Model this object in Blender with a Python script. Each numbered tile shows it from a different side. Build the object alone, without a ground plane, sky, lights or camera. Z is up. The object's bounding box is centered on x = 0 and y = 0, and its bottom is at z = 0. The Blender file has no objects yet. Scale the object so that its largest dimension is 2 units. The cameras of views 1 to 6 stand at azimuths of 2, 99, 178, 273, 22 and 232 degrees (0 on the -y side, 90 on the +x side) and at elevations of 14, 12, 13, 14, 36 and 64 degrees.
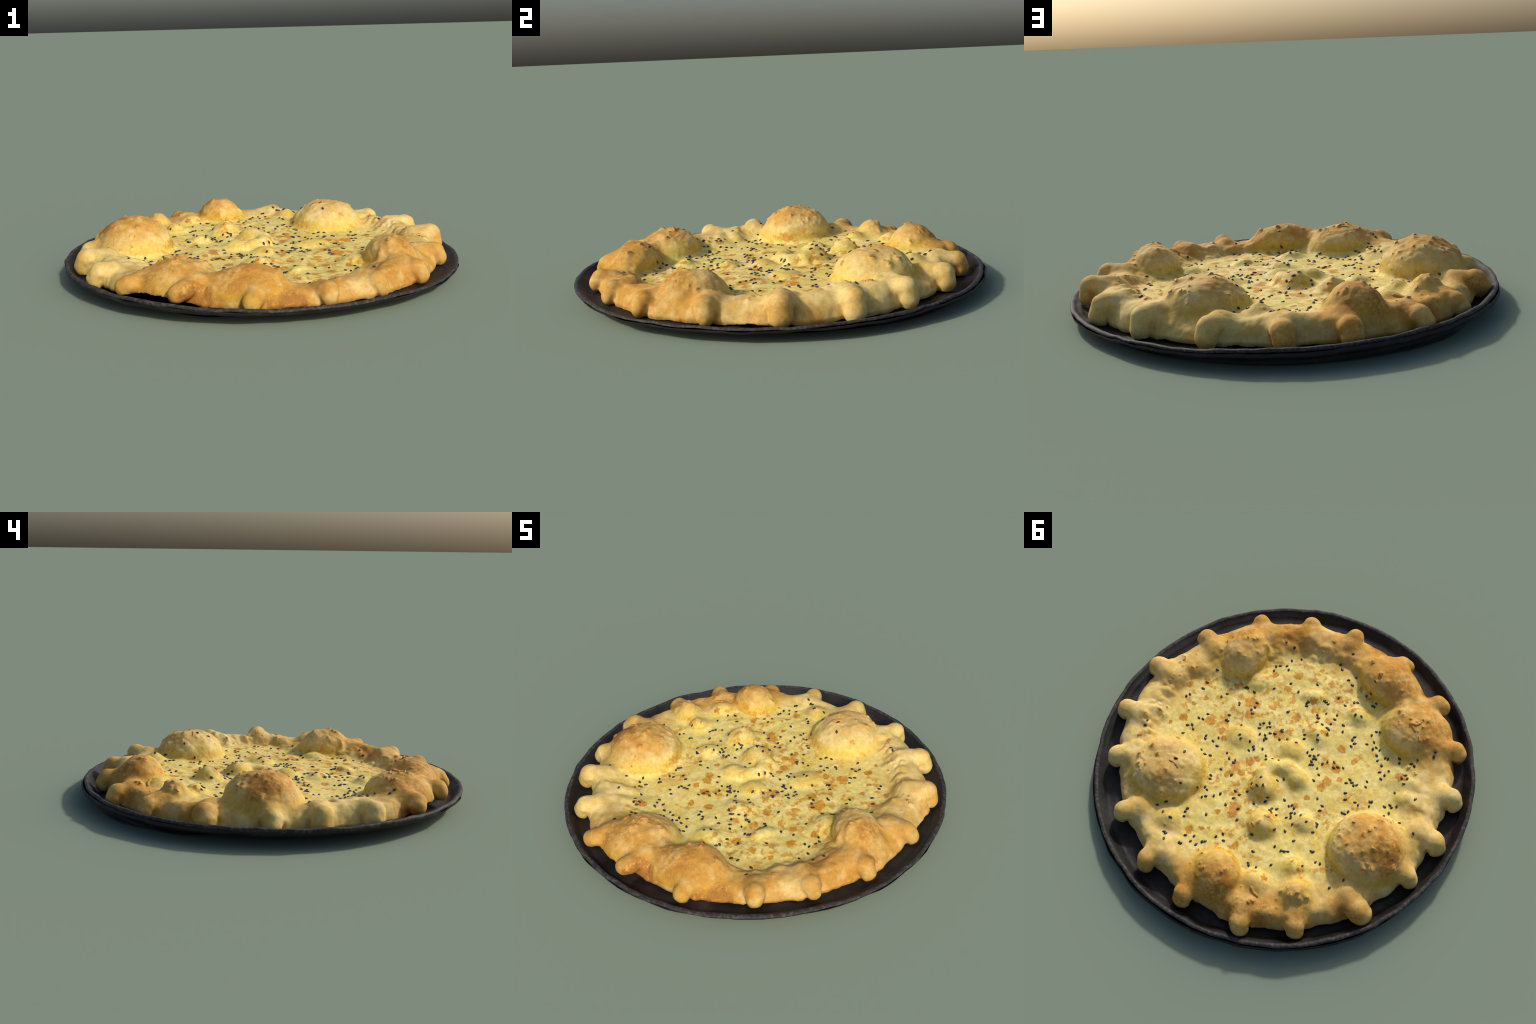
"""Cheese-topped blistered flatbread pie lying in a shallow dark iron baking pan."""
import math
import random
import bpy
import numpy as np
from mathutils import Vector, Matrix
from mathutils.bvhtree import BVHTree

rnd = random.Random(11)
rng = np.random.default_rng(11)
STEP = 0.005          # grid step of the implicit dough body


# ------------------------------------------------------------------ helpers
def lattice_noise(p, scale, seed):
    """Smooth value noise in [-1, 1] for an (n, 3) array of points."""
    q = np.asarray(p, np.float64) * scale + 57.3 + seed * 3.71
    i = np.floor(q).astype(np.int64)
    f = q - i
    f = f * f * f * (f * (f * 6 - 15) + 10)

    def h(a, b, c):
        n = (a * 73856093) ^ (b * 19349663) ^ (c * 83492791) ^ (seed * 2654435761)
        n = (n ^ (n >> 13)) * 1274126177 & 0x7FFFFFFF
        n = n ^ (n >> 16)
        return (n & 0xFFFF) / 32767.5 - 1.0

    out = 0.0
    for dx in (0, 1):
        for dy in (0, 1):
            for dz in (0, 1):
                w = (f[:, 0] if dx else 1 - f[:, 0]) * (f[:, 1] if dy else 1 - f[:, 1]) * (f[:, 2] if dz else 1 - f[:, 2])
                out = out + w * h(i[:, 0] + dx, i[:, 1] + dy, i[:, 2] + dz)
    return out


def fbm(p, scale, seed, octaves=3):
    return sum(lattice_noise(p, scale * 2 ** o, seed + o) * 0.5 ** o for o in range(octaves))


def smin(a, b, k):
    h = np.maximum(k - np.abs(a - b), 0) / k
    return np.minimum(a, b) - h * h * k * 0.25


def smax(a, b, k):
    return -smin(-a, -b, k)


def smoothstep(a, b, x):
    t = np.clip((x - a) / (b - a), 0, 1)
    return t * t * (3 - 2 * t)


def around(table, angle):
    """Periodic smooth interpolation of (degrees, value) pairs."""
    t = sorted(table)
    a = np.radians([q[0] for q in t])
    v = np.array([q[1] for q in t])
    a = np.concatenate([a[-2:] - 2 * np.pi, a, a[:2] + 2 * np.pi])
    v = np.concatenate([v[-2:], v, v[:2]])
    j = np.clip(np.searchsorted(a, angle) - 1, 1, len(a) - 3)
    u = (angle - a[j]) / (a[j + 1] - a[j])
    u = u * u * (3 - 2 * u)
    return v[j] * (1 - u) + v[j + 1] * u


# ------------------------------------------------------------------ the form of the pie
# outline of the crust between the knobs: (azimuth, radius)
OUTLINE = [(-20, .885), (-31, .892), (-44, .890), (-62, .885), (-75, .885), (-86, .885), (-96, .875), (-104, .868), (-111, .868),
           (-118, .878), (-127, .895), (-136, .892), (-156, .865), (-171, .880), (170, .870), (151, .885), (135, .890),
           (121, .876), (112, .858), (97, .848), (79, .838), (58, .845), (37, .875), (28, .885), (17, .893), (4, .905), (-8, .885)]
# rim of the pan: (azimuth, radius, height)
RIM = [(0, .987, .064), (30, .985, .070), (60, .985, .077), (90, .981, .087), (120, .974, .092), (150, .976, .093), (180, .982, .096),
       (-150, .993, .096), (-120, .997, .089), (-90, .996, .079), (-60, .993, .077), (-30, .993, .067)]
# radius at which the sloping underside of the pan meets the ground
FOOT = [(-180, .64), (-165, .58), (-140, .56), (-120, .74), (-107, .82), (-90, .77), (-60, .74), (-37, .72), (0, .78), (20, .85),
        (45, .91), (95, .930), (130, .942), (152, .895), (168, .74)]
# how far the outer wall bulges past the lip
BULGE = [(0, .002), (45, .012), (90, .022), (120, .024), (150, .024), (180, .005), (-150, .003), (-90, .002), (-45, .000)]
# inner edge of the crust, where the cheese begins
INNER = [(-60, .68), (-68, .715), (-78, .71), (-90, .69), (-98, .62), (-110, .60), (-120, .62), (-131, .54), (-141, .46), (-149, .56), (-158, .67),
         (-170, .65), (180, .65), (166, .65), (157, .71), (140, .74), (132, .70), (117, .64), (105, .67), (94, .68),
         (82, .67), (60, .67), (40, .69), (29, .71), (13, .722), (2, .708), (-11, .63), (-23, .62), (-40, .64), (-50, .68)]
# width of the slope from the cheese up to the crest: ragged lips are steep
SLOPE = [(-180, .12), (-155, .15), (-141, .38), (-130, .20), (-118, .12), (-100, .11), (-85, .05), (-62, .045), (-45, .13), (-10, .13), (2, .06), (32, .05), (50, .12), (110, .13), (150, .10)]
# height of the crest of the crust
CREST = [(-178, .150), (-160, .162), (-147, .150), (-138, .145), (-120, .155), (-105, .170), (-90, .145), (-77, .116),
         (-69, .112), (-59, .135), (-45, .148), (-30, .152), (-8, .138), (5, .154), (20, .158), (31, .166), (45, .162), (62, .142),
         (75, .155), (90, .157), (110, .158), (125, .152), (140, .140), (155, .142), (167, .150)]
# knobs pinched out of the rim: azimuth, outermost radius, top height, half width, sideways bend, neck softness, lowest point
KNOBS = [(-33.8, .932, .150, .045, .00, .022, .045), (-52.5, .920, .150, .044, .01, .022, .045), (-69.3, .922, .142, .047, .00, .016, .045),
         (-89.2, .938, .145, .046, -.025, .014, .045), (-109.2, .945, .160, .044, -.035, .012, .075), (-127.5, .958, .155, .046, -.03, .014, .062),
         (-145.3, .945, .162, .050, -.02, .022, .045), (-162, .945, .168, .052, -.02, .022, .045), (-177.3, .935, .150, .050, .00, .014, .045),
         (162.4, .950, .160, .056, .02, .022, .045), (142.5, .938, .142, .047, .00, .014, .045), (124.9, .942, .152, .048, .01, .018, .045),
         (104.8, .922, .154, .050, .00, .018, .042), (86.9, .917, .160, .050, .01, .018, .042), (68.0, .907, .164, .050, -.01, .020, .042),
         (46.2, .915, .168, .048, .00, .022, .042), (28.0, .947, .174, .050, -.01, .020, .042), (8.0, .948, .178, .053, .00, .018, .045),
         (-13.3, .932, .160, .046, .02, .022, .045)]
# blisters: x, y, centre height, radii, turn, softness
BLISTERS = [(-.650, .012, .098, .200, .198, .168, 0, .030), (.348, .476, .104, .194, .188, .146, 20, .030),
            (-.345, -.640, .080, .190, .160, .134, 30, .035), (-.028, -.750, .080, .185, .130, .125, 4, .035),
            (.630, -.284, .085, .122, .156, .136, 25, .025), (-.250, .655, .085, .138, .130, .152, -20, .030),
            (-.588, .430, .090, .085, .085, .110, 0, .040), (-.478, .348, .085, .060, .055, .076, 0, .040),
            (-.205, .312, .085, .078, .070, .082, 20, .040), (-.048, .172, .080, .082, .072, .084, 0, .035),
            (-.130, .012, .075, .060, .052, .060, 0, .040), (.018, -.076, .075, .062, .058, .046, 0, .030),
            (.260, .065, .080, .075, .060, .044, 30, .035), (.125, .648, .095, .062, .062, .075, 0, .045),
            (.000, -.245, .070, .070, .045, .042, -30, .030), (-.070, -.485, .060, .060, .045, .048, 0, .035),
            (-.335, .145, .085, .055, .052, .045, 0, .035), (.455, -.225, .070, .055, .055, .044, 0, .035),
            (-.410, .545, .090, .065, .060, .070, 0, .045), (.190, -.390, .060, .060, .040, .040, 40, .03)]


def cheese_level(x, y):
    return .098 - .004 * x + .047 * y


def underside(x, y):
    """Bottom of the dough: rests on the pan, curls up off it at the front left."""
    a = np.arctan2(y, x)
    return .042 - .001 * smoothstep(-.2, .8, np.sin(a - .35)) + .046 * np.exp(-((a + 2.10) / .19) ** 2) * smoothstep(.70, .84, np.hypot(x, y)) + .010 * np.exp(-((a - .03) / .12) ** 2)


def capsule(P, a, b, ra, rb):
    a, b = np.array(a, np.float32), np.array(b, np.float32)
    ab = b - a
    t = np.clip(sum((P[i] - a[i]) * ab[i] for i in range(3)) / float(ab @ ab), 0, 1)
    return np.sqrt(sum((P[i] - a[i] - t * ab[i]) ** 2 for i in range(3))) - (ra + (rb - ra) * t)


def knob_parts(k):
    az, tip, top, w, bend, soft, low = k
    a = math.radians(az)

    def at(r, z, side=0.0):
        return (r * math.cos(a) - side * math.sin(a), r * math.sin(a) + side * math.cos(a), z)

    reach = .065 if az in (-69.3, -145.3) else .105
    return [(at(tip - w - reach, top - w * 1.02), at(tip - w - .025, top - w, bend * .3), w * .92, w * .95),
            (at(tip - w - .012, top - w, bend * .3), at(tip - w * .97, low + w * .72, bend), w, w * .97)], soft


def dough_field():
    ax = np.arange(-.965, .966, STEP, dtype=np.float32)
    az = np.arange(.012, .305, STEP, dtype=np.float32)
    X, Y = np.meshgrid(ax, ax, indexing="ij")
    r = np.hypot(X, Y)
    th = np.arctan2(Y, X)
    flat = np.stack([X.ravel(), Y.ravel(), np.zeros(X.size)], 1)
    wob = fbm(flat, 9, 3).reshape(X.shape)
    rin = around(INNER, th) + .022 * wob + .008 * fbm(flat, 24, 14).reshape(X.shape)
    rout = around(OUTLINE, th) + .008 * fbm(flat, 14, 8).reshape(X.shape)
    crest = around(CREST, th)
    zc = cheese_level(X, Y) + .004 * fbm(flat, 7, 21).reshape(X.shape)
    t = smoothstep(rin - .035, np.minimum(rin + around(SLOPE, th), rout - .06), r)
    h = zc + (crest - .009 + .011 * fbm(flat, 7.5, 33).reshape(X.shape) - zc) * t
    gx, gy = np.gradient(h, STEP)
    slope = np.sqrt(1 + gx ** 2 + gy ** 2)
    shape = X.shape + az.shape
    Z = np.broadcast_to(az, shape)
    X3, Y3 = np.broadcast_to(X[..., None], shape), np.broadcast_to(Y[..., None], shape)
    F = (Z - h[..., None]) / slope[..., None]
    wall = r[..., None] - rout[..., None] + .045 * np.clip((Z - .06) / .09, 0, 1) + .010 * np.clip((.06 - Z) / .03, 0, 1)
    F = smax(F, wall.astype(np.float32), .060).astype(np.float32)

    def window(cx, cy, reach):
        i0, i1 = np.searchsorted(ax, [cx - reach, cx + reach])
        j0, j1 = np.searchsorted(ax, [cy - reach, cy + reach])
        return slice(max(i0, 0), i1), slice(max(j0, 0), j1)

    for (cx, cy, cz, rx, ry, rz, turn, soft) in BLISTERS:
        s = window(cx, cy, max(rx, ry) + .12)
        a = math.radians(turn)
        dx, dy = X3[s] - cx, Y3[s] - cy
        u, v, w = dx * math.cos(a) + dy * math.sin(a), dy * math.cos(a) - dx * math.sin(a), Z[s] - cz
        k0 = np.sqrt((u / rx) ** 2 + (v / ry) ** 2 + (w / rz) ** 2)
        k1 = np.sqrt((u / rx ** 2) ** 2 + (v / ry ** 2) ** 2 + (w / rz ** 2) ** 2) + 1e-6
        F[s] = smin(F[s], k0 * (k0 - 1) / k1, soft)
    # curled ridge that joins the two middle blisters
    bow = [(-.050, .175, .112), (.012, .125, .112), (.012, .060, .106), (-.045, .005, .100), (-.125, .005, .098)]
    s = window(-.05, .08, .25)
    P = (X3[s], Y3[s], Z[s])
    for a, b in zip(bow, bow[1:]):
        F[s] = smin(F[s], capsule(P, a, b, .030, .028), .035)
    # knobs
    for k in KNOBS:
        caps, soft = knob_parts(k)
        c = caps[1][0]
        s = window(c[0], c[1], .24)
        P = (X3[s], Y3[s], Z[s])
        F[s] = smin(F[s], capsule(P, *caps[0]), .045)
        body, end = F[s].copy(), capsule(P, *caps[1])
        crease = .007 * np.exp(-(body ** 2 + end ** 2) / .010 ** 2) * np.clip((k[2] - .045 - P[2]) / .03, 0, 1)
        F[s] = smin(body, end, soft * .6) + crease
    floor = (underside(X, Y) + .004 * fbm(flat, 22, 5).reshape(X.shape))[..., None].astype(np.float32)
    F = np.maximum(F, floor - Z)
    return F, np.array([ax[0], ax[0], az[0]])


def surface_nets(F, origin):
    inside = F < 0
    n = np.array(F.shape)
    corners = [(i, j, k) for i in (0, 1) for j in (0, 1) for k in (0, 1)]
    cut = lambda A, c: A[c[0]:n[0] - 1 + c[0], c[1]:n[1] - 1 + c[1], c[2]:n[2] - 1 + c[2]]
    cnt = sum(cut(inside, c).astype(np.int8) for c in corners)
    cells = np.argwhere((cnt > 0) & (cnt < 8))
    idx = -np.ones(n - 1, np.int64)
    idx[tuple(cells.T)] = np.arange(len(cells))
    val = {c: F[cells[:, 0] + c[0], cells[:, 1] + c[1], cells[:, 2] + c[2]].astype(np.float64) for c in corners}
    acc, num = np.zeros((len(cells), 3)), np.zeros(len(cells))
    for c in corners:
        for axis in range(3):
            if c[axis] == 0:
                d = list(c)
                d[axis] = 1
                a, b = val[c], val[tuple(d)]
                m = (a < 0) != (b < 0)
                t = np.where(m, a / np.where(m, a - b, 1), 0)
                p = np.repeat(np.array([c], float), len(cells), 0)
                p[:, axis] = t
                acc += p * m[:, None]
                num += m
    verts = (cells + acc / num[:, None]) * STEP + origin
    quads = []
    for axis in range(3):
        o = [0, 0, 0]
        o[axis] = 1
        a = inside[:n[0] - o[0], :n[1] - o[1], :n[2] - o[2]]
        b = inside[o[0]:, o[1]:, o[2]:]
        e = np.argwhere(a != b)
        u, v = (axis + 1) % 3, (axis + 2) % 3
        e = e[(e[:, u] > 0) & (e[:, v] > 0) & (e[:, u] < n[u] - 1) & (e[:, v] < n[v] - 1)]
        flip = a[tuple(e.T)]
        q = []
        for du, dv in ((1, 1), (0, 1), (0, 0), (1, 0)):
            w = e.copy()
            w[:, u] -= du
            w[:, v] -= dv
            q.append(idx[tuple(w.T)])
        q = np.stack(q, 1)
        q[~flip] = q[~flip][:, ::-1]
        quads.append(q)
    return verts, np.concatenate(quads)


def vertex_normals(v, q):
    n = np.cross(v[q[:, 2]] - v[q[:, 0]], v[q[:, 3]] - v[q[:, 1]])
    out = np.zeros_like(v)
    for i in range(4):
        for c in range(3):
            out[:, c] += np.bincount(q[:, i], n[:, c], len(v))
    return out / (np.linalg.norm(out, axis=1, keepdims=True) + 1e-12)


def mesh_from(name, v, q, normals=None, smooth=True):
    me = bpy.data.meshes.new(name)
    me.vertices.add(len(v))
    me.vertices.foreach_set("co", np.ascontiguousarray(v, np.float32).ravel())
    me.loops.add(q.size)
    me.loops.foreach_set("vertex_index", np.ascontiguousarray(q, np.int32).ravel())
    me.polygons.add(len(q))
    me.polygons.foreach_set("loop_start", np.arange(0, q.size, q.shape[1], dtype=np.int32))
    me.update(calc_edges=True)
    me.polygons.foreach_set("use_smooth", np.full(len(q), smooth))
    if normals is not None:
        me.normals_split_custom_set_from_vertices([tuple(x) for x in normals])
    me.validate()
    return me


def add(name, data, parent=None):
    o = bpy.data.objects.new(name, data)
    bpy.context.scene.collection.objects.link(o)
    o.parent = parent
    return o


# ------------------------------------------------------------------ materials
class Nodes:
    """Small helper for writing node trees as expressions."""

    def __init__(self, name):
        self.mat = bpy.data.materials.new(name)
        self.mat.use_nodes = True
        self.t = self.mat.node_tree
        self.t.nodes.clear()
        self.out = self.t.nodes.new("ShaderNodeOutputMaterial")
        self.bsdf = self.t.nodes.new("ShaderNodeBsdfPrincipled")
        self.t.links.new(self.bsdf.outputs[0], self.out.inputs[0])
        self.pos = self.t.nodes.new("ShaderNodeTexCoord").outputs["Object"]

    def put(self, socket, v):
        if isinstance(v, bpy.types.NodeSocket):
            self.t.links.new(v, socket)
        elif isinstance(v, (tuple, list)) and len(v) == 3 and len(socket.default_value) == 4:
            socket.default_value = (*v, 1)
        else:
            socket.default_value = v

    def math(self, op, a, b=0.0, c=None):
        n = self.t.nodes.new("ShaderNodeMath")
        n.operation = op
        self.put(n.inputs[0], a)
        self.put(n.inputs[1], b)
        if c is not None:
            self.put(n.inputs[2], c)
        return n.outputs[0]

    def vec(self, op, a, b=None):
        n = self.t.nodes.new("ShaderNodeVectorMath")
        n.operation = op
        self.put(n.inputs[0], a)
        if b is not None:
            if op == "SCALE":
                self.put(n.inputs["Scale"], b)
            else:
                self.put(n.inputs[1], b)
        return n.outputs["Value"] if op in ("LENGTH", "DISTANCE", "DOT_PRODUCT") else n.outputs["Vector"]

    def ramp(self, v, lo, hi, a=0.0, b=1.0, smooth=True):
        n = self.t.nodes.new("ShaderNodeMapRange")
        n.interpolation_type = "SMOOTHSTEP" if smooth else "LINEAR"
        for s, x in zip(n.inputs[:5], (v, lo, hi, a, b)):
            self.put(s, x)
        return n.outputs[0]

    def noise(self, scale, detail=3.0, rough=.55, p=None, colour=False):
        n = self.t.nodes.new("ShaderNodeTexNoise")
        self.put(n.inputs["Vector"], p or self.pos)
        n.inputs["Scale"].default_value = scale
        n.inputs["Detail"].default_value = detail
        n.inputs["Roughness"].default_value = rough
        return n.outputs["Color" if colour else "Fac"]

    def voronoi(self, scale, p=None):
        n = self.t.nodes.new("ShaderNodeTexVoronoi")
        self.put(n.inputs["Vector"], p or self.pos)
        n.inputs["Scale"].default_value = scale
        return n.outputs["Distance"]

    def mix(self, f, a, b, mode="MIX"):
        n = self.t.nodes.new("ShaderNodeMix")
        n.data_type = "RGBA"
        n.blend_type = mode
        self.put(n.inputs["Factor"], f)
        self.put(n.inputs[6], a)
        self.put(n.inputs[7], b)
        return n.outputs[2]

    def warp(self, scale, amount, flat=False, detail=2.0):
        w = self.vec("SCALE", self.vec("SUBTRACT", self.noise(scale, detail, colour=True), (.5, .5, .5)), amount)
        p = self.vec("ADD", self.pos, w)
        return self.vec("MULTIPLY", p, (1, 1, 0)) if flat else p

    def patches(self, p, spots, soft):
        """Soft union of round patches: list of (centre, radius, strength)."""
        m = None
        for c, rad, strength in spots:
            f = self.ramp(self.vec("DISTANCE", p, c), rad * (1 + soft), rad * (1 - soft), 0.0, strength)
            m = f if m is None else self.math("MAXIMUM", m, f)
        return m

    def t_grey(self, v):
        n = self.t.nodes.new("ShaderNodeCombineColor")
        for s in n.inputs:
            self.put(s, v)
        return n.outputs[0]

    def bump(self, h, strength, dist):
        n = self.t.nodes.new("ShaderNodeBump")
        n.inputs["Strength"].default_value = strength
        n.inputs["Distance"].default_value = dist
        self.put(n.inputs["Height"], h)
        self.t.links.new(n.outputs[0], self.bsdf.inputs["Normal"])


# golden fried flecks in the cheese: x, y, radius
FLECKS = [(.636, -.02, .024), (.689, .062, .016), (.565, .056, .013), (.437, .125, .029), (.575, .127, .011), (.551, .217, .02),
          (.572, .287, .011), (.386, -.108, .033), (.357, -.123, .024), (.326, -.057, .027), (.379, .067, .015),
          (.349, .119, .02), (.304, .138, .02), (.143, -.088, .024), (.273, -.174, .013), (.343, -.419, .027),
          (.427, -.326, .019), (.318, -.314, .019), (.152, -.239, .024), (.162, -.368, .021), (.123, -.341, .02),
          (.186, -.52, .019), (.083, -.48, .027), (.279, -.539, .013), (-.022, -.283, .02), (-.146, -.286, .024),
          (-.245, -.285, .016), (-.211, -.181, .027), (-.277, -.156, .017), (-.243, -.054, .027), (-.237, -.1, .024),
          (-.238, .038, .016), (-.231, .116, .016), (-.036, .349, .029), (-.06, .386, .024), (.144, .194, .024),
          (.093, .207, .021), (.112, .125, .024), (.102, .085, .017), (.135, .261, .016), (0, .432, .013), (.014, .604, .02),
          (-.014, .552, .013), (-.04, .523, .013), (-.193, .484, .016), (-.184, .443, .013), (-.469, -.388, .021),
          (-.504, -.399, .013), (-.427, .492, .016)]
# broad golden stretches of crust: x, y, z, radius, strength
GOLD = [(-.05, -.80, .13, .28, .95), (-.42, -.70, .14, .24, .9), (.30, -.80, .10, .24, .85), (.62, -.55, .12, .30, .9), (.85, -.25, .08, .22, .75), (.92, .10, .08, .16, .45),
        (-.32, .72, .13, .24, .7), (-.62, .60, .11, .18, .7), (-.05, .86, .08, .14, .45), (-.84, .30, .10, .14, .6), (-.68, .0, .24, .17, .6)]
# scorched places on the crust and blisters: x, y, z, radius, strength
SCORCH = [(-.75, -.010, .24, .12, .85), (-.63, -.04, .27, .12, .62), (-.60, .05, .27, .07, .45), (-.79, .02, .20, .08, .9), (.70, -.36, .19, .08, .8), (.37, -.64, .16, .06, .6),
          (-.40, -.72, .19, .11, .7), (-.08, -.80, .19, .15, .75), (.04, -.80, .18, .12, .65), (-.47, -.72, .15, .10, .7),
          (-.32, -.74, .20, .08, .6), (-.31, .70, .17, .13, .8), (-.22, .75, .16, .10, .7), (-.46, .69, .14, .08, .8),
          (-.56, .62, .13, .10, .8), (-.22, .85, .11, .09, .7), (.05, .88, .09, .07, .7), (.91, .14, .12, .06, .6),
          (.30, .53, .24, .08, .6), (.38, .46, .25, .10, .4), (.62, -.28, .22, .08, .35), (-.30, -.60, .21, .07, .5), (-.60, .44, .19, .05, .45), (.86, .44, .14, .06, .4), (.93, .14, .13, .07, .5), (.75, .62, .08, .06, .35), (-.83, .30, .11, .09, .75), (-.70, .50, .13, .08, .7), (.72, -.46, .13, .11, .65), (.56, -.60, .13, .12, .65),
          (.80, -.30, .13, .10, .5), (.30, -.80, .12, .10, .5), (-.62, -.66, .07, .06, 1.2), (.16, -.86, .06, .08, 1.2), (.05, -.88, .06, .07, .9), (-.25, -.85, .09, .09, 1.2), (-.44, -.76, .10, .05, .8), (.70, -.56, .06, .07, .7), (.87, .02, .06, .06, .6), (.84, .25, .06, .05, .6),
          (.42, .82, .06, .05, .8), (.92, .44, .08, .05, .5), (-.90, -.01, .08, .05, .5)]


def pie_material():
    n = Nodes("baked_dough_and_cheese")
    pos = n.pos
    big = n.noise(4.5, 3)
    mid = n.noise(16, 4)
    fine = n.noise(70, 4, .65)
    grain = n.noise(260, 2)
    # pale dough, golden where it caught the heat
    dough = n.mix(n.ramp(mid, .35, .70), (.78, .585, .225), (.71, .490, .130))
    dough = n.mix(n.ramp(big, .50, .72, 0, .7), dough, (.60, .345, .055))
    gold = n.patches(n.warp(6, .12, detail=3.0), [((a, b, c), rad, t) for a, b, c, rad, t in GOLD], .6)
    dough = n.mix(n.math("MULTIPLY", gold, n.ramp(n.math("ADD", n.math("MULTIPLY", mid, .45), n.math("MULTIPLY", n.noise(8, 3), .55)), .36, .60, .25, 1.0)), dough, (.55, .280, .046))
    # melted cheese: round pool with a wavy border
    flat = n.warp(9, .10, flat=True)
    dist = n.vec("LENGTH", n.vec("SUBTRACT", flat, (-.01, .0, 0)))
    pool = n.ramp(dist, .74, .60)
    cheese = n.mix(n.ramp(mid, .30, .70), (.87, .725, .265), (.80, .605, .125))
    cheese = n.mix(n.ramp(fine, .50, .72, 0, .55), cheese, (.84, .75, .33))
    curd = n.ramp(n.noise(48, 3, .6), .42, .62)
    cheese = n.mix(n.math("MULTIPLY", curd, .35), cheese, (.66, .50, .085))
    height = n.vec("DOT_PRODUCT", pos, (.018, -.030, 1))
    melt = n.math("MULTIPLY", pool, n.ramp(height, .19, .125))
    colour = n.mix(melt, dough, cheese)
    # buttery ring round the foot of the blisters
    feet = n.patches(n.warp(12, .05, flat=True), [((b[0], b[1], 0), max(b[3], b[4]) * 1.02, .95 if b[3] > .1 else .45) for b in BLISTERS[:14]], .28)
    low = n.math("MULTIPLY", n.ramp(height, .175, .115), n.ramp(height, .098, .112))
    colour = n.mix(n.math("MULTIPLY", feet, low), colour, (.60, .385, .025))
    # toasted places
    toast = n.patches(n.warp(7, .09, detail=4.0), [((a, b, c), rad, s) for a, b, c, rad, s in SCORCH], .75)
    toast = n.math("MULTIPLY", toast, n.ramp(n.math("ADD", n.math("MULTIPLY", mid, .5), n.math("MULTIPLY", fine, .5)), .32, .58, .55, 1.25))
    colour = n.mix(n.math("MINIMUM", toast, 1.0), colour, (.54, .245, .026))
    colour = n.mix(n.ramp(toast, .66, 1.10, 0, .62), colour, (.26, .090, .012))
    # golden flecks
    fl = n.patches(n.warp(38, .050, flat=True, detail=4.0), [((a, b, 0), rad, 1.0) for a, b, rad in FLECKS], .55)
    fl = n.ramp(n.math("MULTIPLY", fl, n.math("ADD", n.math("MULTIPLY", fine, .6), n.math("ADD", n.math("MULTIPLY", mid, .6), .35))), .16, .74)
    fl = n.math("MULTIPLY", fl, n.ramp(height, .165, .14))
    small = n.math("MULTIPLY", n.ramp(n.noise(27, 4, .6), .485, .61), n.math("MULTIPLY", melt, n.ramp(n.noise(5, 2), .42, .60)))
    fl = n.math("MAXIMUM", fl, n.math("MULTIPLY", small, .9))
    fleck = n.mix(n.ramp(fine, .38, .62), (.66, .300, .005), (.45, .150, .001))
    colour = n.mix(n.math("MULTIPLY", fl, .92), colour, fleck)
    # mottling of the baked surface
    mottle = n.ramp(n.noise(42, 5, .7), .30, .70, .85, 1.09)
    colour = n.mix(1.0, colour, n.t_grey(mottle), "MULTIPLY")
    # flour grain
    colour = n.mix(n.ramp(grain, .3, .8, 0, .14), colour, (.82, .66, .34))
    n.put(n.bsdf.inputs["Base Color"], colour)
    n.put(n.bsdf.inputs["Roughness"], n.ramp(melt, 0, 1, .75, .60))
    n.bsdf.inputs["Specular IOR Level"].default_value = .2
    relief = n.math("ADD", n.math("MULTIPLY", fine, .6), n.math("MULTIPLY", grain, .25))
    n.bump(relief, .28, .005)
    return n.mat


def pan_material():
    n = Nodes("blackened_iron")
    mid = n.noise(9, 4)
    fine = n.noise(120, 3, .7)
    c = n.mix(n.ramp(mid, .35, .7), (.009, .008, .008), (.021, .019, .018))
    c = n.mix(n.ramp(fine, .56, .74, 0, .5), c, (.060, .052, .047))
    c = n.mix(n.math("MULTIPLY", n.ramp(n.noise(4, 5, .7), .52, .70), .45), c, (.070, .060, .053))
    n.put(n.bsdf.inputs["Base Color"], c)
    n.put(n.bsdf.inputs["Roughness"], n.ramp(mid, .3, .7, .52, .70))
    n.bsdf.inputs["Specular IOR Level"].default_value = .3
    n.bump(fine, .3, .004)
    return n.mat


def rim_material():
    n = Nodes("pale_iron_edge")
    fine = n.noise(60, 4, .7)
    c = n.mix(n.ramp(fine, .40, .72), (.026, .024, .024), (.095, .084, .078))
    n.put(n.bsdf.inputs["Base Color"], c)
    n.bsdf.inputs["Roughness"].default_value = .68
    n.bsdf.inputs["Specular IOR Level"].default_value = .3
    n.bump(fine, .3, .004)
    return n.mat


def seed_material():
    n = Nodes("black_sesame")
    r = n.t.nodes.new("ShaderNodeObjectInfo").outputs["Random"]
    c = n.mix(r, (.012, .013, .016), (.040, .042, .048))
    n.put(n.bsdf.inputs["Base Color"], c)
    n.bsdf.inputs["Roughness"].default_value = .45
    return n.mat


def crumb_material():
    n = Nodes("fried_cheese_crumb")
    r = n.t.nodes.new("ShaderNodeObjectInfo").outputs["Random"]
    c = n.mix(n.ramp(n.noise(120, 3), .35, .65), (.60, .27, .035), (.43, .145, .016))
    c = n.mix(n.ramp(r, .25, 1.0, 0, .65), c, (.64, .42, .09))
    n.put(n.bsdf.inputs["Base Color"], c)
    n.bsdf.inputs["Roughness"].default_value = .55
    return n.mat


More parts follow.
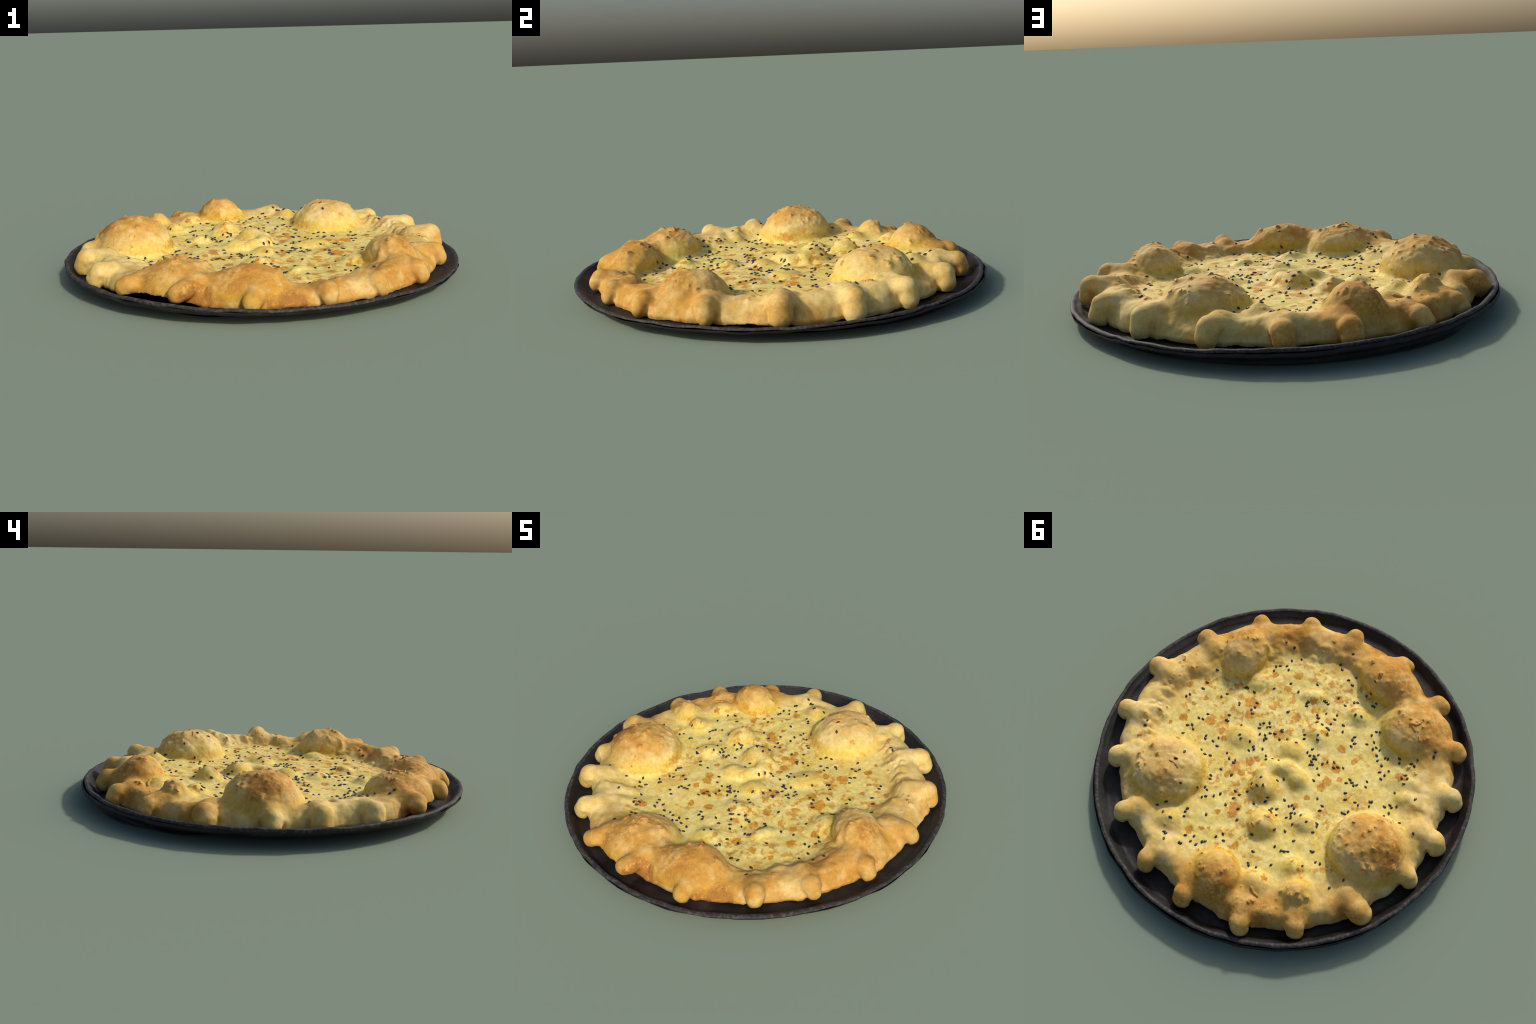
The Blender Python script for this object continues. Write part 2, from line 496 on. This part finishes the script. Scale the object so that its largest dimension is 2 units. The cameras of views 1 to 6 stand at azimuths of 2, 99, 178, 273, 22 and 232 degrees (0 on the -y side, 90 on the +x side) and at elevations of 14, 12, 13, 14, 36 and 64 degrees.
# clumps of fried crumbs: x, y, how many
CRUMBS = [(-.59, .01, 4), (-.63, -.045, 6), (-.685, .042, 3), (-.654, .112, 3), (-.703, .115, 3), (-.623, -.159, 6), (-.607, -.102, 3),
          (-.69, -.166, 4), (-.544, .09, 3), (-.507, .08, 3), (-.532, -.004, 3), (-.822, .012, 2), (-.762, .109, 3), (-.66, .068, 2),
          (.314, .501, 2), (.397, .375, 2), (.415, .526, 3), (.479, .532, 3), (.41, .585, 3), (.444, .471, 3), (.404, .651, 2),
          (.243, .591, 1), (.232, .505, 1), (.601, -.38, 3), (.621, -.333, 4), (.603, -.254, 3), (.553, -.401, 3), (.737, -.274, 2),
          (.731, -.241, 2), (.557, -.313, 2), (.715, -.189, 1), (.801, -.005, 3), (.788, .039, 4), (.757, .126, 5), (.724, .161, 4),
          (.638, .289, 5), (.634, .311, 4), (.63, .372, 4), (.617, .45, 3), (.771, -.09, 2), (.733, -.031, 4), (.092, -.729, 3),
          (.085, -.76, 2), (-.032, -.692, 2), (-.046, -.697, 2), (.007, -.693, 2), (.078, -.696, 2), (-.34, -.602, 5),
          (-.336, -.623, 5), (-.362, -.652, 4), (-.377, -.565, 4), (-.211, -.622, 2), (-.442, -.612, 2), (-.424, -.603, 2),
          (-.272, -.579, 3), (-.279, -.609, 3), (-.133, .711, 1), (-.187, .687, 1), (-.226, .678, 2), (-.296, .623, 1),
          (-.116, .66, 3), (-.329, .62, 2), (-.402, .59, 2), (-.462, .593, 2), (-.472, .626, 1), (-.531, .588, 1), (-.423, .656, 1),
          (-.558, .481, 3), (-.581, .461, 4), (-.595, .416, 2), (-.64, .408, 3), (-.563, .519, 2), (-.556, .431, 2),
          (-.473, .358, 2), (-.505, .337, 1), (-.181, .319, 2), (-.187, .292, 2), (-.186, .358, 1), (-.03, .191, 2), (-.068, .181, 1),
          (-.028, -.285, 1), (.108, .68, 1), (.358, -.696, 1), (.342, -.615, 2), (-.487, -.467, 2), (-.543, -.44, 2), (.564, .17, 1)]

# ------------------------------------------------------------------ build the pie
F, origin = dough_field()
V, Q = surface_nets(F, origin)
N0 = vertex_normals(V, Q)
top = smoothstep(-.2, .3, N0[:, 2])
blister = np.zeros(len(V))
for (cx, cy, cz, rx, ry, rz, turn, soft) in BLISTERS[:8]:
    blister = np.maximum(blister, smoothstep(1.05, .7, np.hypot((V[:, 0] - cx) / rx, (V[:, 1] - cy) / ry)))
wrinkle = np.clip(.22 - np.abs(fbm(V * [1, 1, .6], 8, 53, 2)), 0, 1)
push = .0040 * fbm(V, 11, 31, 3) + blister * (.0075 * fbm(V, 7.5, 57, 2) - .016 * wrinkle * np.clip(lattice_noise(V, 6, 59) + .1, 0, 1)) + .0013 * fbm(V, 45, 37, 2) * (.35 + blister)
pimple = np.clip(lattice_noise(V, 48, 47) - .35, 0, 1) * .008 * blister * np.clip(fbm(V, 9, 49, 2) + .2, 0, 1)
V = V + N0 * (push + pimple)[:, None]

# small raised pimples where fried crumbs sit, mostly on the blisters and the ragged lip of the crust
PIMPLES = []
for x, y, count in CRUMBS:
    for i in range((count + 1) // 2 if count > 1 else 1):
        sp = .018 if count > 1 else 0
        PIMPLES.append((x + rnd.gauss(0, sp), y + rnd.gauss(0, sp), rnd.choice([.005, .007, .0085, .0105, .013])))
lips = [(math.radians(rnd.uniform(8, 42)), rnd.uniform(-.02, .02), rnd.uniform(.010, .022)) for i in range(26)]
bumps = [(x, y, s * 1.25, s * .75) for x, y, s in PIMPLES]
for a, d, size in lips:
    rr = float(around(INNER, np.array([a]))[0]) + .035 + d
    bumps.append((rr * math.cos(a), rr * math.sin(a), size, size * .55))
lift = np.zeros(len(V))
for x, y, width, height in bumps:
    near = np.flatnonzero((np.abs(V[:, 0] - x) < 3 * width) & (np.abs(V[:, 1] - y) < 3 * width) & (N0[:, 2] > .1))
    lift[near] = np.maximum(lift[near], height * np.exp(-((V[near, 0] - x) ** 2 + (V[near, 1] - y) ** 2) / width ** 2))
V = V + N0 * lift[:, None]
NV = vertex_normals(V, Q)
centre = V[Q].mean(1)

pie = bpy.data.objects.new("cheese_pie", None)
bpy.context.scene.collection.objects.link(pie)
pie["label"] = "golden blistered cheese flatbread pie with black sesame"
pie["category"] = "pizza"
dough_mat = pie_material()

# region of every face: 0 crust, 1 cheese, 100+ blisters, 200+ knobs
label = np.zeros(len(Q), int)
cr, cth = np.hypot(centre[:, 0], centre[:, 1]), np.arctan2(centre[:, 1], centre[:, 0])
label[(cr < around(INNER, cth)) & (centre[:, 2] > .055)] = 1
for i, (cx, cy, cz, rx, ry, rz, turn, soft) in enumerate(BLISTERS):
    a = math.radians(turn)
    dx, dy = centre[:, 0] - cx, centre[:, 1] - cy
    u, v = dx * math.cos(a) + dy * math.sin(a), dy * math.cos(a) - dx * math.sin(a)
    m = ((u / rx) ** 2 + (v / ry) ** 2 < 1.0) & (centre[:, 2] > cheese_level(cx, cy) + .008)
    label[m & ((label < 100) | (i > 5))] = 100 + i
for i, k in enumerate(KNOBS):
    caps, soft = knob_parts(k)
    P = tuple(centre[:, c] for c in range(3))
    m = (capsule(P, *caps[1]) < .004) & (cr > .78)
    label[m] = 200 + i

for code in np.unique(label):
    f = Q[label == code]
    used, inv = np.unique(f, return_inverse=True)
    name = "crust" if code == 0 else "melted_cheese" if code == 1 else "dough_blister" if code < 200 else "crust_knob"
    me = mesh_from(name, V[used], inv.reshape(f.shape), NV[used])
    me.materials.append(dough_mat)
    add(name, me, pie)

tree = BVHTree.FromPolygons([tuple(p) for p in V], [tuple(int(i) for i in q) for q in Q])


def drop(x, y):
    hit = tree.ray_cast(Vector((x, y, .6)), Vector((0, 0, -1)))
    return hit[0], hit[1]


def frame(normal, spin):
    zax = normal.normalized()
    xax = zax.orthogonal().normalized()
    xax = Matrix.Rotation(spin, 3, zax) @ xax
    return Matrix((xax, zax.cross(xax), zax)).transposed().to_4x4()


# ------------------------------------------------------------------ sesame seeds
def seed_mesh():
    """Teardrop seed, lathed along x, flattened."""
    v, q, m, s = [], [], 10, 12
    for i in range(m + 1):
        t = i / m
        w = math.sin(math.pi * t) ** .75 * (1.12 - .45 * t)
        for j in range(s):
            a = 2 * math.pi * j / s
            v.append(((t - .5) * .0205, 0.0066 * w * math.cos(a), .0040 * w * math.sin(a)))
    for i in range(m):
        for j in range(s):
            q.append((i * s + j, i * s + (j + 1) % s, (i + 1) * s + (j + 1) % s, (i + 1) * s + j))
    return mesh_from("sesame_seed", np.array(v), np.array(q)[:, ::-1])


# clumps of seeds: x, y, how many
CLUMPS = [(.654, -.103, 1), (.65, -.001, 2), (.522, -.052, 2), (.656, .115, 2), (.466, -.149, 2), (.479, .143, 3), (.403, .056, 3),
          (.41, -.057, 2), (.338, -.095, 4), (.48, .23, 3), (.625, .392, 2), (.372, .213, 1), (.303, .188, 3), (.24, .077, 1),
          (.197, .052, 1), (.321, .263, 2), (.211, -.08, 6), (.175, -.079, 4), (.142, -.123, 1), (.161, -.023, 2),
          (.14, .022, 3), (.087, .041, 4), (.176, .218, 3), (.158, .336, 2), (.154, .391, 2), (.066, .374, 2), (.115, .434, 2),
          (.012, .269, 5), (-.017, .157, 1), (-.113, .231, 2), (.003, .379, 1), (.025, .487, 1), (-.099, .388, 1),
          (.104, .569, 3), (.192, .611, 3), (.114, .639, 1), (.062, .72, 3), (-.02, .66, 5), (-.08, .622, 2), (-.134, .537, 3),
          (-.319, .514, 2), (-.357, .482, 1), (-.375, .323, 3), (-.372, .249, 1), (-.517, .222, 4), (-.504, .311, 1),
          (-.378, .092, 2), (-.256, .198, 3), (-.276, .15, 4), (-.237, .124, 2), (-.348, .015, 2), (-.406, -.044, 3),
          (-.349, -.124, 1), (-.42, -.116, 2), (-.319, -.175, 3), (-.372, -.219, 4), (-.489, -.206, 3), (-.543, -.208, 3),
          (-.563, -.251, 3), (-.652, -.208, 1), (-.748, -.203, 1), (-.621, -.347, 1), (-.512, -.391, 4), (-.515, -.312, 1),
          (-.391, -.327, 4), (-.345, -.408, 4), (-.276, -.42, 4), (-.404, -.451, 2), (-.47, -.488, 3), (-.521, -.604, 2),
          (-.167, -.376, 4), (-.188, -.468, 4), (-.085, -.491, 2), (-.015, -.39, 3), (.02, -.515, 2), (-.069, -.59, 3),
          (-.005, -.614, 3), (.124, -.609, 3), (.21, -.627, 2), (.231, -.723, 1), (.411, -.503, 1), (.493, -.487, 2),
          (.466, -.356, 2), (.446, -.427, 2), (.332, -.353, 1), (.367, -.264, 1), (.265, -.349, 1), (.229, -.456, 1),
          (.183, -.345, 3), (.118, -.424, 4), (.067, -.373, 1), (.207, -.224, 1), (.039, -.311, 4), (-.033, -.318, 4),
          (-.029, -.222, 1), (.04, -.157, 4), (-.077, -.16, 5), (-.102, -.12, 5), (-.159, -.166, 4), (-.227, -.194, 2),
          (-.092, .066, 2), (-.188, -.05, 1), (-.171, .135, 1), (-.173, .217, 4), (-.692, .213, 1), (-.671, .286, 1),
          (.317, .431, 1)]
for i in range(40):      # strays
    a, d = rnd.uniform(0, 2 * math.pi), .60 * math.sqrt(rnd.random())
    CLUMPS.append((d * math.cos(a), d * math.sin(a), 1))
seed_me = seed_mesh()
black = seed_material()
seed_me.materials.append(black)
planted, loose = [], []
for x, y, count in CLUMPS:
    spread = .010 * count ** .6
    for i in range(count):
        for attempt in range(12):
            px = x + (rnd.gauss(0, spread) if count > 1 else 0)
            py = y + (rnd.gauss(0, spread) if count > 1 else 0)
            if all((px - a) ** 2 + (py - b) ** 2 > .0105 ** 2 for a, b in planted):
                break
        planted.append((px, py))
        p, nor = drop(px, py)
        if p is None:
            continue
        s = rnd.uniform(.92, 1.15)
        tilt = (nor + Vector((rnd.gauss(0, .10), rnd.gauss(0, .10), 0))).normalized()
        place = Matrix.Translation(p + nor * .0015) @ frame(tilt, rnd.uniform(0, 6.28)) @ Matrix.Scale(s, 4)
        if len(planted) <= 300:
            add("sesame_seed", seed_me, pie).matrix_world = place
        else:
            loose.append(place)
if loose:      # the seeds beyond the first 300 are one joined part
    sv = np.array([v.co for v in seed_me.vertices])
    sq = np.array([tuple(p.vertices) for p in seed_me.polygons])
    vv = np.concatenate([sv @ np.array(m.to_3x3()).T + np.array(m.translation) for m in loose])
    qq = np.concatenate([sq + i * len(sv) for i in range(len(loose))])
    me = mesh_from("sesame_sprinkle", vv, qq)
    me.materials.append(black)
    add("sesame_sprinkle", me, pie)["kind"] = "stuff"

# ------------------------------------------------------------------ fried crumbs and shreds
def crumb_mesh(i):
    s, m = 14, 9
    v, q = [], []
    for a in range(m + 1):
        for b in range(s):
            t, u = math.pi * a / m, 2 * math.pi * b / s
            v.append((math.sin(t) * math.cos(u), math.sin(t) * math.sin(u), math.cos(t)))
    v = np.array(v)
    v = v * (1 + .30 * fbm(v, 1.3, 60 + i, 2))[:, None] * np.array([1, .8, .62])
    for a in range(m):
        for b in range(s):
            q.append((a * s + b, (a + 1) * s + b, (a + 1) * s + (b + 1) % s, a * s + (b + 1) % s))
    return mesh_from("cheese_crumb", v, np.array(q))


crumb_mat = crumb_material()
crumb_me = [crumb_mesh(i) for i in range(6)]
for me in crumb_me:
    me.materials.append(crumb_mat)
for x, y, size in PIMPLES:
    p, nor = drop(x, y)
    if p is None or p.z < .08:
        continue
    o = add("cheese_crumb", crumb_me[rnd.randrange(6)], pie)
    o.matrix_world = Matrix.Translation(p - nor * size * .30) @ frame(nor, rnd.uniform(0, 6.28)) @ Matrix.Diagonal((size, size * rnd.uniform(.7, 1), size * rnd.uniform(.5, .9), 1))


def shred(points, radius):
    """A fried shred of cheese: a thin lumpy strand lying on the surface."""
    pts = []
    for (x0, y0), (x1, y1) in zip(points, points[1:]):
        for t in np.linspace(0, 1, 6, endpoint=False):
            pts.append((x0 + (x1 - x0) * t, y0 + (y1 - y0) * t))
    pts.append(points[-1])
    ring, v, q = 8, [], []
    for i, (x, y) in enumerate(pts):
        p, nor = drop(x, y)
        j = min(i, len(pts) - 2)
        d = Vector((pts[j + 1][0] - pts[j][0], pts[j + 1][1] - pts[j][1], 0)).normalized()
        side = nor.cross(d).normalized()
        w = radius * (.25 if i in (0, len(pts) - 1) else rnd.uniform(.75, 1.2))
        for k in range(ring):
            a = 2 * math.pi * k / ring
            c = p + side * (w * math.cos(a)) + nor * (w * .7 * math.sin(a) + radius * .15)
            v.append(tuple(c))
    for i in range(len(pts) - 1):
        for k in range(ring):
            q.append((i * ring + k, i * ring + (k + 1) % ring, (i + 1) * ring + (k + 1) % ring, (i + 1) * ring + k))
    me = mesh_from("cheese_shred", np.array(v), np.array(q)[:, ::-1])
    me.materials.append(crumb_mat)
    add("cheese_shred", me, pie)


shred([(.333, .462), (.305, .452), (.272, .455)], .0048)
shred([(-.315, -.600), (-.345, -.618), (-.352, -.645)], .008)
shred([(-.352, -.655), (-.338, -.600), (-.372, -.590)], .007)
shred([(-.395, -.590), (-.418, -.570)], .007)
shred([(-.425, -.600), (-.436, -.590)], .006)
shred([(.010, -.700), (-.012, -.690)], .007)
shred([(.085, -.725), (.098, -.745)], .007)
shred([(-.420, .570), (-.455, .580), (-.480, .575)], .008)

# ------------------------------------------------------------------ the pan
def lathe(name, profile, segments, relief):
    pr = np.array(profile)
    a = np.linspace(0, 2 * np.pi, segments, endpoint=False)
    R, A = np.meshgrid(pr[:, 0], a)
    Zp = np.broadcast_to(pr[:, 1], R.shape)
    x, y = R * np.cos(A), R * np.sin(A)
    P = np.stack([x.ravel(), y.ravel(), Zp.ravel()], 1)
    shift = relief(P)
    P = P + shift
    m = len(pr)
    i, j = np.meshgrid(np.arange(segments), np.arange(m - 1), indexing="ij")
    q = np.stack([i * m + j, ((i + 1) % segments) * m + j, ((i + 1) % segments) * m + j + 1, i * m + j + 1], -1).reshape(-1, 4)
    return mesh_from(name, P, q)


def spline(points, n):
    """Catmull-Rom through profile points."""
    p = np.array([points[0]] + list(points) + [points[-1]], float)
    out = []
    for i in range(1, len(p) - 2):
        for t in np.linspace(0, 1, n, endpoint=False):
            out.append(.5 * (2 * p[i] + (p[i + 1] - p[i - 1]) * t + (2 * p[i - 1] - 5 * p[i] + 4 * p[i + 1] - p[i + 2]) * t * t
                             + (3 * p[i] - p[i - 1] - 3 * p[i + 1] + p[i + 2]) * t ** 3))
    out.append(p[-2])
    return np.array(out)


def rim_at(a):
    return around([(t[0], t[1]) for t in RIM], a), around([(t[0], t[2]) for t in RIM], a)


def pan_relief(P):
    r = np.hypot(P[:, 0], P[:, 1])
    a = np.arctan2(P[:, 1], P[:, 0])
    R, H = rim_at(a)
    f = smoothstep(.80, .95, r)
    dr = f * (R - .987 + .0050 * fbm(P, 9, 71))
    dz = smoothstep(.044, .078, P[:, 2]) * (H - .0800) + f * .0036 * fbm(P, 11, 77) - .004 * smoothstep(.6, .8, r) * smoothstep(.96, .91, r) * smoothstep(-.2, .8, np.sin(a - .35))
    return np.stack([np.cos(a) * dr, np.sin(a) * dr, dz], 1)


def shell_relief(P):
    """The underside slants in from the lip to a lopsided foot."""
    r = np.hypot(P[:, 0], P[:, 1])
    a = np.arctan2(P[:, 1], P[:, 0])
    R, H = rim_at(a)
    foot = around(FOOT, a)
    t = smoothstep(.80, .98, r)
    inner = np.clip(r / .86, 0, 1)
    knee = .925 + R - .987
    new = np.where(r > .925, r + R - .987, np.where(r > .86, foot + (r - .86) / .065 * (knee - foot), foot * inner))
    new = new + around(BULGE, a) * np.exp(-((P[:, 2] - .050) / .018) ** 2)
    new = new + t * .005 * fbm(P, 8, 73)
    dz = smoothstep(.02, .066, P[:, 2]) * (H - .0800) + t * .003 * fbm(P, 12, 79)
    dz = np.where(P[:, 2] < .004, np.maximum(dz, 0), dz)
    return np.stack([np.cos(a) * (new - r), np.sin(a) * (new - r), dz], 1)


pan = bpy.data.objects.new("baking_pan", None)
bpy.context.scene.collection.objects.link(pan)
pan["label"] = "shallow round blackened iron baking pan with paler rim"
pan["category"] = "baking pan"
inside = spline([(.0, .040), (.40, .040), (.74, .039), (.88, .038), (.922, .041), (.942, .054), (.958, .069), (.968, .078)], 6)
outside = spline([(.985, .067), (.981, .056), (.962, .046), (.925, .034), (.900, .018), (.872, .009), (.860, .006), (.45, .000), (.0, .000)], 6)
floor_me = lathe("pan_floor", inside, 256, pan_relief)
under_me = lathe("pan_shell", outside, 256, shell_relief)
lip = spline([(.9665, .0770), (.972, .0795), (.979, .0805), (.986, .0775), (.988, .0715), (.985, .0665), (.980, .0655)], 4)
lip_me = lathe("pan_rim", lip, 256, pan_relief)
iron, edge = pan_material(), rim_material()
for nm, me, mat in (("pan_floor", floor_me, iron), ("pan_shell", under_me, iron), ("pan_rim", lip_me, edge)):
    me.flip_normals()
    me.materials.append(mat)
    add(nm, me, pan)
